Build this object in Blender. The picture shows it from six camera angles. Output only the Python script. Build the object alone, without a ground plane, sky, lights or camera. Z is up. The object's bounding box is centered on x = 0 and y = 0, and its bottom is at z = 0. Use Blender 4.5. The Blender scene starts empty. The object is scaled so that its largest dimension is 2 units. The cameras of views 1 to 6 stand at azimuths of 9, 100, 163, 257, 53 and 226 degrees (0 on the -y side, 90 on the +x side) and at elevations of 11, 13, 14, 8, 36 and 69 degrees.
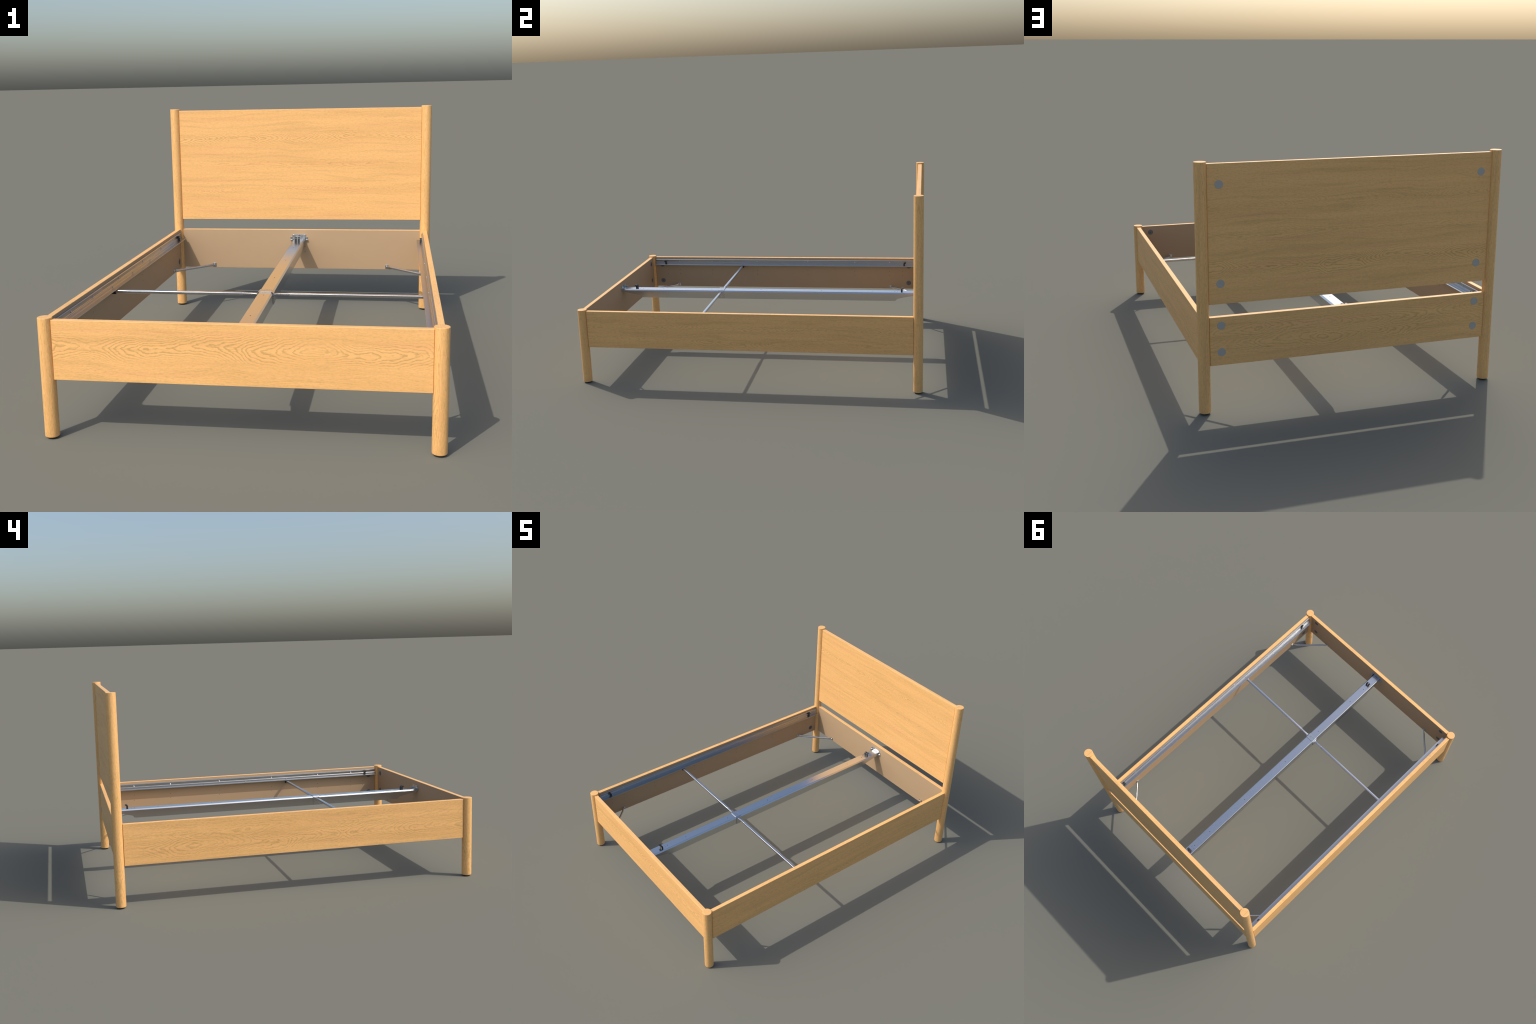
import bpy, bmesh, math
from mathutils import Vector, Matrix

# ------------------------------------------------------------------ sizes (metres)
LEG_X, LEG_Y, LEG_R = 0.6877, 0.9732, 0.0268       # post centres and radius
FOOT_H, HEAD_H = 0.4478, 1.1123                 # post heights
RAIL_Z0, RAIL_Z1 = 0.2203, 0.4403               # bottom / top of all rails
SIDE_IN, SIDE_OUT, SIDE_END = 0.6760, 0.6990, 0.9458
END_IN, END_OUT, END_X = 0.9625, 0.9862, 0.6622
PANEL_Z0, PANEL_Z1 = 0.4980, 1.1038
PANEL_Y0, PANEL_Y1 = 0.9602, 0.9845
LEDGE_Z = 0.390                                  # slat support height (ledges and beam)
BEAM_FLAT, BEAM_HALF, BEAM_CHAMFER, BEAM_Z0 = 0.0255, 0.0315, 0.008, 0.3365
BAR_Y, BAR_Z, BAR_W, BAR_T = -0.2910, 0.3776, 0.0084, 0.0070

# ------------------------------------------------------------------ node helpers
class Graph:
    def __init__(self, name):
        self.mat = bpy.data.materials.new(name)
        self.mat.use_nodes = True
        self.t = self.mat.node_tree
        self.t.nodes.clear()
        self.out = self.t.nodes.new("ShaderNodeOutputMaterial")
        self.bsdf = self.t.nodes.new("ShaderNodeBsdfPrincipled")
        self.t.links.new(self.bsdf.outputs[0], self.out.inputs[0])

    def put(self, sock, v):
        if isinstance(v, bpy.types.NodeSocket):
            self.t.links.new(v, sock)
        elif v is not None:
            sock.default_value = v

    def m(self, op, a, b=None, c=None, clamp=False):
        n = self.t.nodes.new("ShaderNodeMath")
        n.operation = op
        n.use_clamp = clamp
        for i, v in enumerate((a, b, c)):
            self.put(n.inputs[i], v)
        return n.outputs[0]

    def coords(self):
        tc = self.t.nodes.new("ShaderNodeTexCoord")
        s = self.t.nodes.new("ShaderNodeSeparateXYZ")
        self.t.links.new(tc.outputs["Object"], s.inputs[0])
        return s.outputs

    def vec(self, x, y, z):
        n = self.t.nodes.new("ShaderNodeCombineXYZ")
        for i, v in enumerate((x, y, z)):
            self.put(n.inputs[i], v)
        return n.outputs[0]

    def noise(self, v, scale=1.0, detail=2.0, rough=0.5, distortion=0.0):
        n = self.t.nodes.new("ShaderNodeTexNoise")
        self.t.links.new(v, n.inputs["Vector"])
        n.inputs["Scale"].default_value = scale
        n.inputs["Detail"].default_value = detail
        n.inputs["Roughness"].default_value = rough
        n.inputs["Distortion"].default_value = distortion
        return n.outputs["Fac"]

    def mix(self, fac, a, b):
        n = self.t.nodes.new("ShaderNodeMix")
        n.data_type = "RGBA"
        self.put(n.inputs[0], fac)
        self.put(n.inputs[6], a)
        self.put(n.inputs[7], b)
        return n.outputs[2]

    def ramp(self, v, lo, hi):
        n = self.t.nodes.new("ShaderNodeMapRange")
        n.interpolation_type = "SMOOTHSTEP"
        self.put(n.inputs[0], v)
        n.inputs[1].default_value = lo
        n.inputs[2].default_value = hi
        return n.outputs[0]

    def bump(self, h, strength, dist):
        n = self.t.nodes.new("ShaderNodeBump")
        n.inputs["Strength"].default_value = strength
        n.inputs["Distance"].default_value = dist
        self.t.links.new(h, n.inputs["Height"])
        self.t.links.new(n.outputs[0], self.bsdf.inputs["Normal"])


WOOD_LIGHT = (0.942, 0.528, 0.195, 1)
WOOD_MID = (0.875, 0.484, 0.175, 1)
WOOD_DARK = (0.496, 0.290, 0.090, 1)
WOOD_PINK = (0.907, 0.454, 0.189, 1)


def wood(name, axis, seed, bands, pores=1.0):
    """Oak veneer. axis: grain direction. bands: cathedral figures as
    (centre across the grain, half width, strength, rings per metre along, face)
    with face -1 / +1 for one side of the board only, 0 for both."""
    g = Graph(name)
    x, y, z = g.coords()
    if axis == "x":
        u, w, d = x, z, y
    elif axis == "y":
        u, w, d = y, z, x
    else:
        u, w, d = z, x, y
    us = g.m("ADD", u, seed * 3.17)
    ws = g.m("ADD", w, seed * 1.31)
    # broad tone streaks that run with the grain
    tone = g.noise(g.vec(g.m("MULTIPLY", us, 1.3), g.m("MULTIPLY", ws, 26.0), g.m("MULTIPLY", d, 20.0)), 1.0, 3.0, 0.6)
    # gently waving growth lines
    wav = g.noise(g.vec(g.m("MULTIPLY", us, 2.2), g.m("MULTIPLY", ws, 9.0), g.m("MULTIPLY", d, 9.0)), 1.0, 2.0, 0.5)
    wl = g.m("ADD", g.m("MULTIPLY", ws, 75.0), g.m("MULTIPLY", wav, 7.0))
    growth = g.noise(g.vec(g.m("MULTIPLY", us, 2.5), wl, g.m("MULTIPLY", d, 60.0)), 1.0, 3.0, 0.65)
    # short pores
    pore = g.noise(g.vec(g.m("MULTIPLY", us, 50.0), g.m("MULTIPLY", ws, 330.0), g.m("MULTIPLY", d, 330.0)), 1.0, 2.0, 0.6)
    fleck = g.noise(g.vec(g.m("MULTIPLY", us, 110.0), g.m("MULTIPLY", ws, 240.0), g.m("MULTIPLY", d, 240.0)), 1.0, 1.0, 0.5)
    dark = g.m("MULTIPLY", g.ramp(growth, 0.46, 0.72), 0.36)
    dark = g.m("ADD", dark, g.m("MULTIPLY", g.ramp(pore, 0.44, 0.70), 0.36 * pores))
    dark = g.m("ADD", dark, g.m("MULTIPLY", g.ramp(fleck, 0.42, 0.72), 0.20 * pores))
    # cathedral figures: nested V shapes that follow each other along the grain
    for i, (c0, hw, strength, rings, face) in enumerate(bands):
        n1 = g.noise(g.vec(g.m("MULTIPLY", us, 3.1), 7.3 * i + seed, 0.0), 1.0, 3.0, 0.55)
        n2 = g.noise(g.vec(g.m("MULTIPLY", us, 2.3), 3.1 * i + seed + 11.0, 0.0), 1.0, 1.0, 0.5)
        n3 = g.noise(g.vec(g.m("MULTIPLY", us, 20.0), g.m("MULTIPLY", ws, 70.0), 2.0 * i), 1.0, 3.0, 0.62)
        n4 = g.noise(g.vec(g.m("MULTIPLY", us, 3.4), 9.7 * i + seed + 31.0, 0.0), 1.0, 1.0, 0.5)
        n5 = g.noise(g.vec(g.m("MULTIPLY", us, 2.9), 5.9 * i + seed + 57.0, 0.0), 1.0, 1.0, 0.5)
        dz = g.m("SUBTRACT", w, g.m("ADD", c0, g.m("MULTIPLY", g.m("SUBTRACT", n2, 0.5), hw * 2.2)))
        width = g.m("MULTIPLY_ADD", n5, 1.6 * hw, 0.25 * hw)
        q = g.m("DIVIDE", dz, width)
        aq = g.m("ABSOLUTE", q)
        along = g.m("PINGPONG", g.m("ADD", us, 0.29 * i), 0.83)
        v = g.m("ADD", g.m("MULTIPLY", along, rings * 1.9), g.m("MULTIPLY", n1, rings * 1.1))
        v = g.m("ADD", v, g.m("MULTIPLY", g.m("POWER", aq, 1.4), 3.0))
        v = g.m("ADD", v, g.m("MULTIPLY", q, g.m("MULTIPLY", g.m("SUBTRACT", n4, 0.5), 9.0)))
        v = g.m("ADD", v, g.m("MULTIPLY", n3, 1.3))
        saw = g.m("FRACT", v)
        line = g.m("MULTIPLY", g.ramp(saw, 0.45, 0.90), g.m("SUBTRACT", 1.0, g.ramp(saw, 0.91, 1.0)))
        mask = g.m("SUBTRACT", 1.0, g.ramp(aq, 0.60, 1.60))
        mask = g.m("MULTIPLY", mask, g.m("MULTIPLY_ADD", g.ramp(n4, 0.30, 0.60), 0.65, 0.35))
        if face:
            side = g.ramp(g.m("MULTIPLY", d, face), -0.002, 0.002)
            mask = g.m("MULTIPLY", mask, side)
        brk = g.ramp(g.noise(g.vec(g.m("MULTIPLY", us, 70.0), g.m("MULTIPLY", ws, 260.0), 5.0 + i), 1.0, 1.0, 0.5), 0.30, 0.62)
        pale = g.m("MULTIPLY", g.m("MULTIPLY", mask, g.m("SUBTRACT", 1.0, line)), -0.22 * strength)
        dark = g.m("ADD", dark, g.m("MULTIPLY", g.m("MULTIPLY", line, mask), g.m("MULTIPLY_ADD", brk, 0.70 * strength, 0.42 * strength)))
        dark = g.m("MAXIMUM", g.m("ADD", dark, pale), 0.0)
    dark = g.m("MINIMUM", dark, 0.92)
    base = g.mix(g.ramp(tone, 0.38, 0.66), WOOD_LIGHT, WOOD_MID)
    pinkish = g.noise(g.vec(g.m("MULTIPLY", us, 1.8), g.m("MULTIPLY", ws, 34.0), 4.0), 1.0, 2.0, 0.5)
    base = g.mix(g.m("MULTIPLY", g.ramp(pinkish, 0.50, 0.72), 0.45), base, WOOD_PINK)
    g.t.links.new(g.mix(g.m("MULTIPLY", dark, 0.69), base, WOOD_DARK), g.bsdf.inputs["Base Color"])
    g.bsdf.inputs["Roughness"].default_value = 0.50
    g.bsdf.inputs["Specular IOR Level"].default_value = 0.5
    g.bump(g.m("MULTIPLY", dark, -1.0), 0.10, 0.0006)
    return g.mat


def plain(name, col, rough, metal=0.0, spec=0.4, var=0.0, scale=30.0):
    g = Graph(name)
    x, y, z = g.coords()
    n = g.noise(g.vec(x, y, z), scale, 3.0, 0.6)
    dk = tuple(c * (1.0 - var) for c in col[:3]) + (1,)
    lt = tuple(min(1.0, c * (1.0 + var)) for c in col[:3]) + (1,)
    g.t.links.new(g.mix(n, dk, lt), g.bsdf.inputs["Base Color"])
    g.bsdf.inputs["Roughness"].default_value = rough
    g.bsdf.inputs["Metallic"].default_value = metal
    g.bsdf.inputs["Specular IOR Level"].default_value = spec
    return g.mat


def galvanised(name, col, rough):
    g = Graph(name)
    x, y, z = g.coords()
    v = g.t.nodes.new("ShaderNodeTexVoronoi")
    v.inputs["Scale"].default_value = 160.0
    g.t.links.new(g.vec(x, y, z), v.inputs["Vector"])
    s = g.t.nodes.new("ShaderNodeSeparateXYZ")
    g.t.links.new(v.outputs["Color"], s.inputs[0])
    dk = tuple(c * 0.86 for c in col) + (1,)
    g.t.links.new(g.mix(s.outputs[0], dk, tuple(col) + (1,)), g.bsdf.inputs["Base Color"])
    g.bsdf.inputs["Metallic"].default_value = 1.0
    g.t.links.new(g.m("MULTIPLY_ADD", s.outputs[1], 0.10, rough - 0.05), g.bsdf.inputs["Roughness"])
    g.bump(s.outputs[2], 0.08, 0.0006)
    return g.mat


# ------------------------------------------------------------------ mesh helpers
def obj_from(bm, name, mats, parent, angle=35.0, origin=None):
    bmesh.ops.recalc_face_normals(bm, faces=bm.faces)
    me = bpy.data.meshes.new(name)
    if origin is not None:
        bmesh.ops.translate(bm, verts=bm.verts, vec=-Vector(origin))
    bm.to_mesh(me)
    bm.free()
    for m in mats:
        me.materials.append(m)
    me.polygons.foreach_set("use_smooth", [True] * len(me.polygons))
    me.set_sharp_from_angle(angle=math.radians(angle))
    o = bpy.data.objects.new(name, me)
    bpy.context.scene.collection.objects.link(o)
    if origin is not None:
        o.location = origin
    adopt(o, parent)
    return o


def adopt(o, parent):
    if parent is None:
        return
    bpy.context.view_layer.update()
    o.parent = parent
    o.matrix_parent_inverse = parent.matrix_world.inverted()
    bpy.context.view_layer.update()


def share(src, name, loc, parent, rot=None):
    o = src.copy()                       # same mesh data
    o.name = name
    o.parent = None
    o.matrix_parent_inverse = Matrix()
    o.location = loc
    o.rotation_euler = rot or (0, 0, 0)
    bpy.context.scene.collection.objects.link(o)
    adopt(o, parent)
    return o


def add_box(bm, lo, hi, bevel=0.0, seg=2, mat=0):
    r = bmesh.ops.create_cube(bm, size=1.0)
    vs = r["verts"]
    c = [(a + b) / 2 for a, b in zip(lo, hi)]
    s = [b - a for a, b in zip(lo, hi)]
    for v in vs:
        v.co = Vector((v.co.x * s[0] + c[0], v.co.y * s[1] + c[1], v.co.z * s[2] + c[2]))
    if mat:
        for f in {f for v in vs for f in v.link_faces}:
            f.material_index = mat
    if bevel:
        es = list({e for v in vs for e in v.link_edges})
        bmesh.ops.bevel(bm, geom=es, offset=bevel, segments=seg, profile=0.5, affect="EDGES")


def add_lathe(bm, profile, seg=48, frame=None, mat=0):
    """profile: (radius, height) list, revolved around the frame's z axis."""
    frame = frame or Matrix()
    rings = []
    for r, h in profile:
        if r <= 1e-6:
            rings.append([bm.verts.new(frame @ Vector((0, 0, h)))])
        else:
            rings.append([bm.verts.new(frame @ Vector((r * math.cos(2 * math.pi * i / seg), r * math.sin(2 * math.pi * i / seg), h))) for i in range(seg)])
    for a, b in zip(rings, rings[1:]):
        for i in range(seg):
            j = (i + 1) % seg
            if len(a) == 1 and len(b) == 1:
                continue
            if len(a) == 1:
                f = bm.faces.new((a[0], b[i], b[j]))
            elif len(b) == 1:
                f = bm.faces.new((a[i], a[j], b[0]))
            else:
                f = bm.faces.new((a[i], a[j], b[j], b[i]))
            f.material_index = mat


def frame_along(origin, direction):
    return Matrix.Translation(origin) @ Vector(direction).to_track_quat("Z", "Y").to_matrix().to_4x4()


def add_loft(bm, sections, closed_ends=True):
    rows = [[bm.verts.new(p) for p in s] for s in sections]
    n = len(rows[0])
    for a, b in zip(rows, rows[1:]):
        for i in range(n):
            j = (i + 1) % n
            bm.faces.new((a[i], a[j], b[j], b[i]))
    if closed_ends:
        bm.faces.new(list(reversed(rows[0])))
        bm.faces.new(rows[-1])


def disc_profile(r, t, bev=0.0006):
    return [(0, 0), (r, 0), (r, t - bev), (r - bev, t), (0, t)]


# ------------------------------------------------------------------ materials
M_leg = wood("oak_post", "z", 1.0, [(-0.010, 0.015, 0.60, 6.0, 0), (0.014, 0.012, 0.48, 5.0, 0)], 1.1)
MID = (RAIL_Z0 + RAIL_Z1) / 2
M_foot = wood("oak_footboard", "x", 2.0, [(0.018, 0.034, 1.05, 13.0, 0), (-0.075, 0.02, 0.18, 6.0, 0)])
M_head_rail = wood("oak_head_rail", "x", 3.0, [(0.040, 0.034, 0.62, 9.0, 0), (-0.020, 0.036, 0.72, 11.0, 0), (-0.085, 0.020, 0.30, 9.0, 0)])
M_side_l = wood("oak_side_left", "y", 4.0, [(-0.030, 0.040, 0.72, 11.0, 0), (0.035, 0.034, 0.50, 8.0, 0), (0.088, 0.018, 0.35, 10.0, 0)])
M_side_r = wood("oak_side_right", "y", 5.0, [(0.020, 0.022, 0.55, 14.0, 0), (-0.060, 0.026, 0.50, 11.0, 0)])
PC = (PANEL_Z0 + PANEL_Z1) / 2
M_panel = wood("oak_headboard", "x", 6.0, [(0.150, 0.026, 1.0, 14.0, 0), (0.012, 0.022, 0.50, 5.0, 0), (-0.135, 0.022, 0.50, 16.0, 0)])
M_panel_b = wood("oak_headboard_back", "x", 7.0, [(-0.150, 0.030, 1.0, 14.0, 0), (-0.012, 0.024, 0.45, 6.0, 0), (0.120, 0.026, 0.60, 16.0, 0)])
M_back = plain("beige_backing_foil", (0.465, 0.320, 0.188, 1), 0.55, 0.0, 0.4, 0.02, 14.0)
M_steel = plain("brushed_steel", (0.640, 0.660, 0.680, 1), 0.22, 1.0, 0.5, 0.01, 60.0)
M_ledge = plain("ledge_steel", (0.500, 0.508, 0.515, 1), 0.28, 1.0, 0.5, 0.06, 120.0)  # steel base darkened for the dim rail reflections seen in the ledges
M_galv = galvanised("galvanised_steel", (0.640, 0.655, 0.670), 0.27)
M_tube = plain("zinc_tube", (0.640, 0.640, 0.650, 1), 0.24, 1.0, 0.5, 0.05, 220.0)
M_cap = plain("grey_plastic_cap", (0.430, 0.412, 0.365, 1), 0.5, 0.0, 0.4, 0.03, 80.0)
M_lock = plain("zinc_lock_fitting", (0.175, 0.180, 0.195, 1), 0.42, 0.6, 0.5, 0.12, 260.0)
M_dark = plain("dark_recess", (0.030, 0.026, 0.022, 1), 0.8, 0.0, 0.2)
M_black = plain("black_plastic", (0.022, 0.023, 0.024, 1), 0.38, 0.0, 0.5, 0.08, 90.0)

# ------------------------------------------------------------------ the bed
bed = bpy.data.objects.new("bed_frame", None)
bpy.context.scene.collection.objects.link(bed)
bed["label"] = "light oak double bed frame with panel headboard and steel supports"
bed["category"] = "bed"


def post_profile(h):
    z0, b, t = 0.0040, 0.0040, 0.0016
    pr = [(0, z0), (LEG_R - b, z0)]
    pr += [(LEG_R - b + b * math.sin(a), z0 + b - b * math.cos(a)) for a in (0.4, 0.8, 1.2)]
    pr += [(LEG_R, z0 + b)]
    pr += [(LEG_R, z0 + b + (h - t - z0 - b) * i / 8) for i in range(1, 9)]
    pr += [(LEG_R - t + t * math.cos(a), h - t + t * math.sin(a)) for a in (0.5, 1.0)]
    pr += [(LEG_R - t, h), (0, h)]
    return pr


glide_src = None
for sx, sy, h in ((-1, -1, FOOT_H), (1, -1, FOOT_H), (-1, 1, HEAD_H), (1, 1, HEAD_H)):
    bm = bmesh.new()
    add_lathe(bm, post_profile(h), 64)
    bmesh.ops.rotate(bm, verts=bm.verts, cent=(0, 0, 0), matrix=Matrix.Rotation(0.9 * (sx + 2 * sy), 3, "Z"))
    leg = obj_from(bm, "leg", [M_leg], bed, 12)
    leg.parent = None
    leg.matrix_parent_inverse = Matrix()
    leg.location = (sx * LEG_X, sy * LEG_Y, 0)
    adopt(leg, bed)
    if glide_src is None:
        bm = bmesh.new()
        add_lathe(bm, [(0, 0), (0.0205, 0), (0.0220, 0.0015), (0.0220, 0.0045), (0, 0.0045)], 40)
        glide_src = obj_from(bm, "foot_glide", [M_black], None)
        glide_src.location = leg.location
        adopt(glide_src, leg)
    else:
        share(glide_src, "foot_glide", tuple(leg.location), leg)


def board(name, lo, hi, mats, back=None, bevel=0.0016):
    """rectangular board; `back` is the normal of the face covered with plain foil."""
    bm = bmesh.new()
    add_box(bm, lo, hi, bevel, 3)
    bm.normal_update()
    if back is not None:
        for f in bm.faces:
            if f.normal.dot(Vector(back)) > 0.99:
                f.material_index = 1
    org = [(a + b) / 2 for a, b in zip(lo, hi)]
    return obj_from(bm, name, mats, bed, 10, org)


foot_rail = board("footboard_rail", (-END_X, -END_OUT, RAIL_Z0), (END_X, -END_IN, RAIL_Z1), [M_foot, M_back], (0, 1, 0))
head_rail = board("headboard_rail", (-END_X, END_IN, RAIL_Z0), (END_X, END_OUT, RAIL_Z1), [M_head_rail, M_back], (0, -1, 0))
side_l = board("side_rail", (-SIDE_OUT, -SIDE_END, RAIL_Z0), (-SIDE_IN, SIDE_END, RAIL_Z1), [M_side_l, M_back], (1, 0, 0))
side_r = board("side_rail", (SIDE_IN, -SIDE_END, RAIL_Z0), (SIDE_OUT, SIDE_END, RAIL_Z1), [M_side_r, M_back], (-1, 0, 0))
panel = board("headboard_panel", (-END_X, PANEL_Y0, PANEL_Z0), (END_X, PANEL_Y1, PANEL_Z1), [M_panel, M_panel_b], (0, 1, 0))

# ------------------------------------------------------------------ cover caps on the back
cap_src = None
for par, zs, face in ((panel, (1.0160, 0.5884), PANEL_Y1), (head_rail, (0.4015, 0.2803), END_OUT)):
    for z in zs:
        for sx in (-1, 1):
            loc = (sx * 0.6110, face - 0.0004, z)
            if cap_src is None:
                bm = bmesh.new()
                add_lathe(bm, disc_profile(0.0182, 0.0016), 40, frame_along((0, 0, 0), (0, 1, 0)))
                cap_src = obj_from(bm, "cover_cap", [M_cap], None)
                cap_src.location = loc
                adopt(cap_src, par)
            else:
                share(cap_src, "cover_cap", loc, par)


# ------------------------------------------------------------------ cam locks on the inner faces
def make_lock():
    bm = bmesh.new()
    add_lathe(bm, [(0, 0), (0.0165, 0), (0.0165, 0.0009), (0.0158, 0.0014), (0.0115, 0.0014), (0.0108, 0.0005), (0.0062, 0.0005), (0.0055, 0.0016), (0, 0.0016)], 40)
    for a in (0.4, 0.4 + math.pi / 2):           # cross slot
        add_box(bm, (-0.0042, -0.0007, 0.0012), (0.0042, 0.0007, 0.0019), 0, 2, 1)
        bmesh.ops.rotate(bm, verts=bm.verts[-8:], cent=(0, 0, 0), matrix=Matrix.Rotation(a, 3, "Z"))
    return obj_from(bm, "cam_lock", [M_lock, M_dark], None)


lock_src = make_lock()
first = True
LOCKS = [(foot_rail, (sx * 0.6110, -END_IN - 0.0004, z), (-math.pi / 2, 0, 0)) for sx in (-1, 1) for z in (0.4008, 0.2795)]
for sx, rail in ((-1, side_l), (1, side_r)):
    LOCKS += [(rail, (sx * (SIDE_IN + 0.0004), sy * 0.8975, z), (0, -sx * math.pi / 2, 0)) for sy in (-1, 1) for z in (0.3845, 0.2633)]
for par, loc, rot in LOCKS:
    if first:
        lock_src.location, lock_src.rotation_euler = loc, rot
        adopt(lock_src, par)
        first = False
    else:
        share(lock_src, "cam_lock", loc, par, rot)

# pre-drilled pilot holes in the foil faces
for sx, rail in ((-1, side_l), (1, side_r)):
    bm = bmesh.new()
    for y in (0.8552, 0.7643, 0.5190, 0.1838):
        for sy in (-1, 1):
            for z in (0.3456, 0.3155):
                add_lathe(bm, disc_profile(0.0018, 0.0005, 0.0002), 12, frame_along((sx * (SIDE_IN + 0.0002), sy * y, z), (-sx, 0, 0)))
    o = obj_from(bm, "pilot_hole", [M_dark], rail)
    o["kind"] = "stuff"
for sy, rail in ((-1, foot_rail), (1, head_rail)):
    bm = bmesh.new()
    for sx in (-1, 1):
        for z in (0.3460, 0.3160):
            add_lathe(bm, disc_profile(0.0018, 0.0005, 0.0002), 12, frame_along((sx * 0.032, sy * (END_IN + 0.0002), z), (0, -sy, 0)))
    o = obj_from(bm, "pilot_hole", [M_dark], rail)
    o["kind"] = "stuff"

# ------------------------------------------------------------------ hooked stop clips
def make_clip(prongs):
    """black hook: upright stem on z = 0 whose top curls towards +y."""
    bm = bmesh.new()
    for x0, x1 in prongs:
        spine = [(0.0, -0.002), (0.0, 0.012), (0.0004, 0.0160), (0.0030, 0.0195), (0.0070, 0.0208), (0.0125, 0.0206)]
        half = [0.0052, 0.0048, 0.0046, 0.0038, 0.0032, 0.0020]
        nor = [(-1, 0), (-1, 0), (-0.92, 0.38), (-0.55, 0.83), (-0.15, 0.99), (0.05, 1.0)]
        out = [(y + n[0] * hf, z + n[1] * hf) for (y, z), hf, n in zip(spine, half, nor)]
        inn = [(y - n[0] * hf, z - n[1] * hf) for (y, z), hf, n in zip(spine, half, nor)]
        loop = out + inn[::-1]
        add_loft(bm, [[Vector((x, y, z)) for y, z in loop] for x in (x0, x1)])
    return obj_from(bm, "stop_clip", [M_black], None, 40)


CLIP_Y = 0.8660

# ------------------------------------------------------------------ side ledges
def ledge_profile():
    """(distance inwards from the board, height): top lip, web, step, flat shelf."""
    t = 0.0016
    return [(-0.0002, 0.4262), (0.0056, 0.4262), (0.0076, 0.4248), (0.0080, 0.4222), (0.0072, 0.4204), (0.0052, 0.4196),
            (0.0022, 0.4190), (0.0022, 0.4055), (0.0030, 0.4040), (0.0070, 0.4034), (0.0080, 0.4022),
            (0.0080, LEDGE_Z + 0.0010), (0.0090, LEDGE_Z), (0.0305, LEDGE_Z), (0.0312, LEDGE_Z - 0.0006),
            (0.0312, LEDGE_Z - 0.0030), (0.0296, LEDGE_Z - 0.0030), (0.0290, LEDGE_Z - t), (0.0070, LEDGE_Z - t), (-0.0002, LEDGE_Z - t)]


clip_src = make_clip([(-0.0068, 0.0068)])
first_clip = True
pin_src = screw_src = None
for sx in (-1, 1):
    bm = bmesh.new()
    pr = ledge_profile()
    add_loft(bm, [[Vector((sx * (SIDE_IN - d), y, z)) for d, z in pr] for y in (-0.9440, -0.5, 0.0, 0.5, 0.9440)])
    ledge = obj_from(bm, "support_ledge", [M_ledge], bed, 12)
    for sy in (-1, 1):
        loc = (sx * 0.6662, sy * CLIP_Y, LEDGE_Z)
        rot = (0, 0, 0 if sy > 0 else math.pi)
        if first_clip:
            clip_src.location, clip_src.rotation_euler = loc, rot
            adopt(clip_src, ledge)
            first_clip = False
        else:
            share(clip_src, "stop_clip", loc, ledge, rot)
        for y in (0.1840, 0.5190, 0.7643):
            loc = (sx * (SIDE_IN - 0.0020), sy * y, 0.4105)
            rot = (0, -sx * math.pi / 2, 0)
            if screw_src is None:
                bm = bmesh.new()
                add_lathe(bm, [(0, 0), (0.0046, 0), (0.0044, 0.0014), (0.0026, 0.0030), (0.0012, 0.0033), (0.0010, 0.0022), (0, 0.0022)], 20)
                screw_src = obj_from(bm, "screw", [M_galv], None)
                screw_src.location, screw_src.rotation_euler = loc, rot
                adopt(screw_src, ledge)
            else:
                share(screw_src, "screw", loc, ledge, rot)
    for y in (-0.2900, 0.0, 0.2900):
        loc = (sx * (SIDE_IN - 0.0075), y, 0.3950)
        rot = (0, -sx * math.pi / 2, 0)
        if pin_src is None:
            bm = bmesh.new()
            add_lathe(bm, [(0, 0), (0.0032, 0), (0.0032, 0.0022), (0.0022, 0.0032), (0, 0.0034)], 16)
            pin_src = obj_from(bm, "rivet", [M_galv], None)
            pin_src.location, pin_src.rotation_euler = loc, rot
            adopt(pin_src, ledge)
        else:
            share(pin_src, "rivet", loc, ledge, rot)

# ------------------------------------------------------------------ middle beam
def beam_section(y, zb, grow=0.0, t=0.0018, lip=0.007):
    f, h, zt = BEAM_FLAT + grow * 0.5, BEAM_HALF + grow, LEDGE_Z + grow
    zc = zt - BEAM_CHAMFER
    half_o = [(h - lip, zb), (h, zb), (h, zc - 0.0006), (h - 0.0005, zc + 0.0006), (f + 0.0008, zt - 0.0010), (f - 0.0010, zt)]
    half_i = [(f - 0.0006, zt - t), (h - t, zc - 0.0008), (h - t, zb + t), (h - lip, zb + t)]
    right = half_o
    left = [(-x, z) for x, z in half_o[::-1]]
    inner_l = [(-x, z) for x, z in half_i[::-1]]
    return [Vector((x, y, z)) for x, z in right + left + inner_l + half_i]


stations = [(0.9590, 0.3740), (0.9000, 0.3635), (0.8480, 0.3525), (0.8400, 0.3500), (0.8355, 0.3470), (0.8320, 0.3415), (0.8290, 0.3380), (0.8250, BEAM_Z0), (0.5, BEAM_Z0), (0.2, BEAM_Z0)]
bm = bmesh.new()
add_loft(bm, [beam_section(-y, z) for y, z in stations] + [beam_section(y, z) for y, z in stations[::-1]])
beam = obj_from(bm, "middle_beam", [M_steel], bed, 12)

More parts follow.
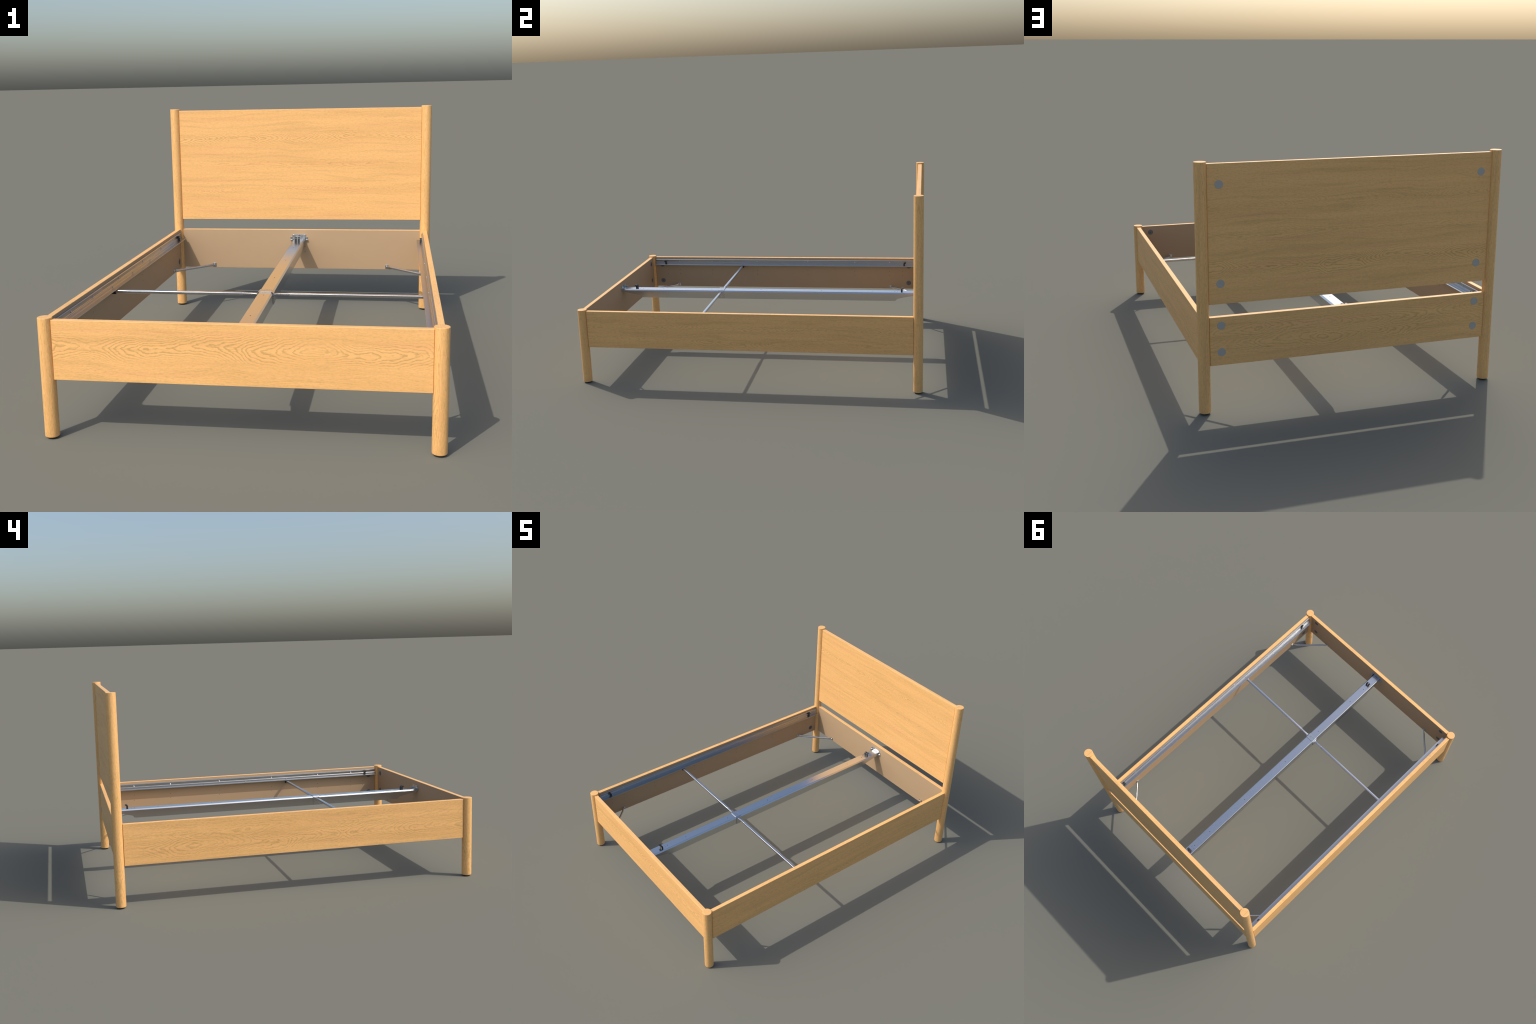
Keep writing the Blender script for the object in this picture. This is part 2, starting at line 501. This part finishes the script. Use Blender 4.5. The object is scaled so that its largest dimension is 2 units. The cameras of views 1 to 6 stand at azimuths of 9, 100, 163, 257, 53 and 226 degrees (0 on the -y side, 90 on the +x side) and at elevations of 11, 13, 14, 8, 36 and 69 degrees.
clip2_src = make_clip([(-0.0141, -0.0019), (0.0021, 0.0138)])
for sy in (-1, 1):
    loc, rot = (0, sy * CLIP_Y, LEDGE_Z), (0, 0, 0 if sy > 0 else math.pi)
    if sy < 0:
        clip2_src.location, clip2_src.rotation_euler = loc, rot
        adopt(clip2_src, beam)
    else:
        share(clip2_src, "stop_clip", loc, beam, rot)

bm = bmesh.new()
for sy in (-1, 1):
    spots = [(0, 0.684), (0, 0.3595), (0, 0.823), (-0.009, 0.841), (0.008, 0.841)]
    for x, y in spots:
        add_lathe(bm, disc_profile(0.0026 if x == 0 else 0.0017, 0.0004, 0.0001), 14, Matrix.Translation((x, sy * y, LEDGE_Z - 0.0001)))
add_lathe(bm, disc_profile(0.0028, 0.0004, 0.0001), 14, Matrix.Translation((0, -0.032, LEDGE_Z - 0.0001)))
o = obj_from(bm, "screw_hole", [M_dark], beam)
o["kind"] = "stuff"

# end brackets of the beam
for sy in (-1, 1):
    bm = bmesh.new()
    y0, y1 = 0.9592, 0.9624
    lo = lambda x0, x1, z0, z1, ya=y0, yb=y1, b=0.0005: add_box(
        bm, (x0, min(sy * ya, sy * yb), z0), (x1, max(sy * ya, sy * yb), z1), b, 2)
    lo(-0.0372, 0.0380, 0.3790, 0.4136)
    lo(-0.0478, -0.0365, 0.3850, 0.4000)
    lo(0.0365, 0.0478, 0.3850, 0.4000)
    lo(-0.0490, -0.0375, 0.3825, 0.3852, 0.9500, 0.9620)
    lo(0.0375, 0.0490, 0.3825, 0.3852, 0.9500, 0.9620)
    lo(-0.0230, 0.0230, 0.3685, 0.3800)
    for sx in (-1, 1):                           # cheeks that wrap the beam end
        lo(sx * 0.0325 - 0.0010, sx * 0.0325 + 0.0010, 0.3740, 0.3960, 0.9420, 0.9605)
    br = obj_from(bm, "beam_bracket", [M_galv], beam, 18)
    bm = bmesh.new()
    for x in (-0.0305, 0.0305):
        add_lathe(bm, [(0, 0), (0.0042, 0), (0.0036, 0.0016), (0, 0.0024)], 16, frame_along((x, sy * 0.9596, 0.4085), (0, -sy, 0)))
    obj_from(bm, "bracket_screw", [M_galv], br)
    bm = bmesh.new()
    add_lathe(bm, disc_profile(0.0022, 0.0005, 0.0001), 14, frame_along((0.0005, sy * 0.9593, 0.4068), (0, -sy, 0)))
    add_box(bm, (-0.018, min(sy * 0.9588, sy * 0.9594), 0.3917), (0.018, max(sy * 0.9588, sy * 0.9594), 0.3925))
    obj_from(bm, "bracket_slot", [M_dark], br)

# ------------------------------------------------------------------ crossbar with its collar
bm = bmesh.new()
add_loft(bm, [beam_section(y, 0.3378, 0.0034, 0.0030, 0.0045) for y in (BAR_Y - 0.0195, BAR_Y - 0.019, BAR_Y + 0.019, BAR_Y + 0.0195)])
collar = obj_from(bm, "beam_collar", [M_galv], bed, 12)
for sx in (-1, 1):
    bm = bmesh.new()
    # flattened tongue that hooks into the collar
    prof = [(0.0300, 0.0092, 0.0028), (0.0400, 0.0092, 0.0028), (0.0450, 0.0066, 0.0040), (0.0850, 0.0064, 0.0050), (0.0960, 0.0074, 0.0056), (0.1060, 0.0076, 0.0060)]
    secs = []
    for x, hy, hz in prof:
        secs.append([Vector((sx * x, BAR_Y + hy * math.copysign(abs(math.cos(a)) ** 0.5, math.cos(a)), BAR_Z + 0.0006 + hz * math.copysign(abs(math.sin(a)) ** 0.5, math.sin(a)))) for a in [2 * math.pi * (i + 0.5) / 20 for i in range(20)]])
    add_loft(bm, secs)
    tongue = obj_from(bm, "crossbar_tongue", [M_galv], collar, 40)
    bm = bmesh.new()
    add_lathe(bm, [(0, 0.003), (0.0034, 0.003), (0.0034, 0.0062), (0.0022, 0.0072), (0, 0.0074)], 16, Matrix.Translation((sx * 0.0930, BAR_Y, BAR_Z)))
    obj_from(bm, "rivet", [M_tube], tongue)
    bm = bmesh.new()
    # rounded rectangular tube
    ring = [2 * math.pi * (i + 0.5) / 32 for i in range(32)]
    se = lambda v: math.copysign(abs(v) ** 0.55, v)
    add_loft(bm, [[Vector((sx * x, BAR_Y + k * BAR_W * se(math.cos(t)), BAR_Z + k * BAR_T * se(math.sin(t)))) for t in ring] for x, k in ((0.0980, 0.86), (0.1040, 1.0), (0.3, 1.0), (0.5, 1.0), (0.668, 1.0))])
    obj_from(bm, "crossbar", [M_tube], bed, 40)
    bm = bmesh.new()                              # dark block at the tube end under the ledge
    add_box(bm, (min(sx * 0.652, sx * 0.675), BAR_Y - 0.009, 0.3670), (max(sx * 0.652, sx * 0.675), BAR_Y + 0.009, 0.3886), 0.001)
    obj_from(bm, "crossbar_dark_block", [M_dark], bed)

# ------------------------------------------------------------------ corner braces
BR_Z = 0.2345
for sx in (-1, 1):
    for sy in (-1, 1):
        a = Vector((sx * 0.6690, sy * 0.7790, BR_Z + 0.0005))
        b = Vector((sx * 0.4920, sy * 0.9550, BR_Z + 0.0005))
        d = (b - a).normalized()
        L = (b - a).length
        side = Vector((0, 0, 1)).cross(d)
        bm = bmesh.new()
        secs = []
        for s, hw, hz in ((0.0, 0.0020, 0.0085), (0.006, 0.0024, 0.0085), (0.022, 0.0054, 0.0068), (0.034, 0.0060, 0.0064), (L / 2, 0.0060, 0.0064), (L - 0.034, 0.0060, 0.0064), (L - 0.022, 0.0054, 0.0068), (L - 0.006, 0.0024, 0.0085), (L, 0.0020, 0.0085)):
            c = a + d * s
            secs.append([c + side * (hw * math.cos(t)) + Vector((0, 0, hz * math.sin(t))) for t in [2 * math.pi * i / 20 for i in range(20)]])
        add_loft(bm, secs)
        brace = obj_from(bm, "corner_brace", [M_tube], bed, 45)
        for p, n in (((sx * (SIDE_IN + 0.0002), sy * 0.7725, BR_Z + 0.0012), (-sx, 0, 0)), ((sx * 0.4862, sy * (END_IN + 0.0002), BR_Z + 0.0012), (0, -sy, 0))):
            bm = bmesh.new()
            n = Vector(n)
            tang = Vector((0, 0, 1)).cross(n)
            lo = Vector(p) - tang * 0.0098 - Vector((0, 0, 0.0105))
            hi = Vector(p) + tang * 0.0098 + Vector((0, 0, 0.0105)) + n * 0.0035
            add_box(bm, [min(i, j) for i, j in zip(lo, hi)], [max(i, j) for i, j in zip(lo, hi)], 0.0011, 2)
            add_lathe(bm, [(0, 0.003), (0.0062, 0.003), (0.0058, 0.0055), (0.0035, 0.0078), (0.0016, 0.0082), (0.0014, 0.0062), (0, 0.0062)], 20, frame_along(p, n))
            obj_from(bm, "brace_foot", [M_galv], brace, 20)
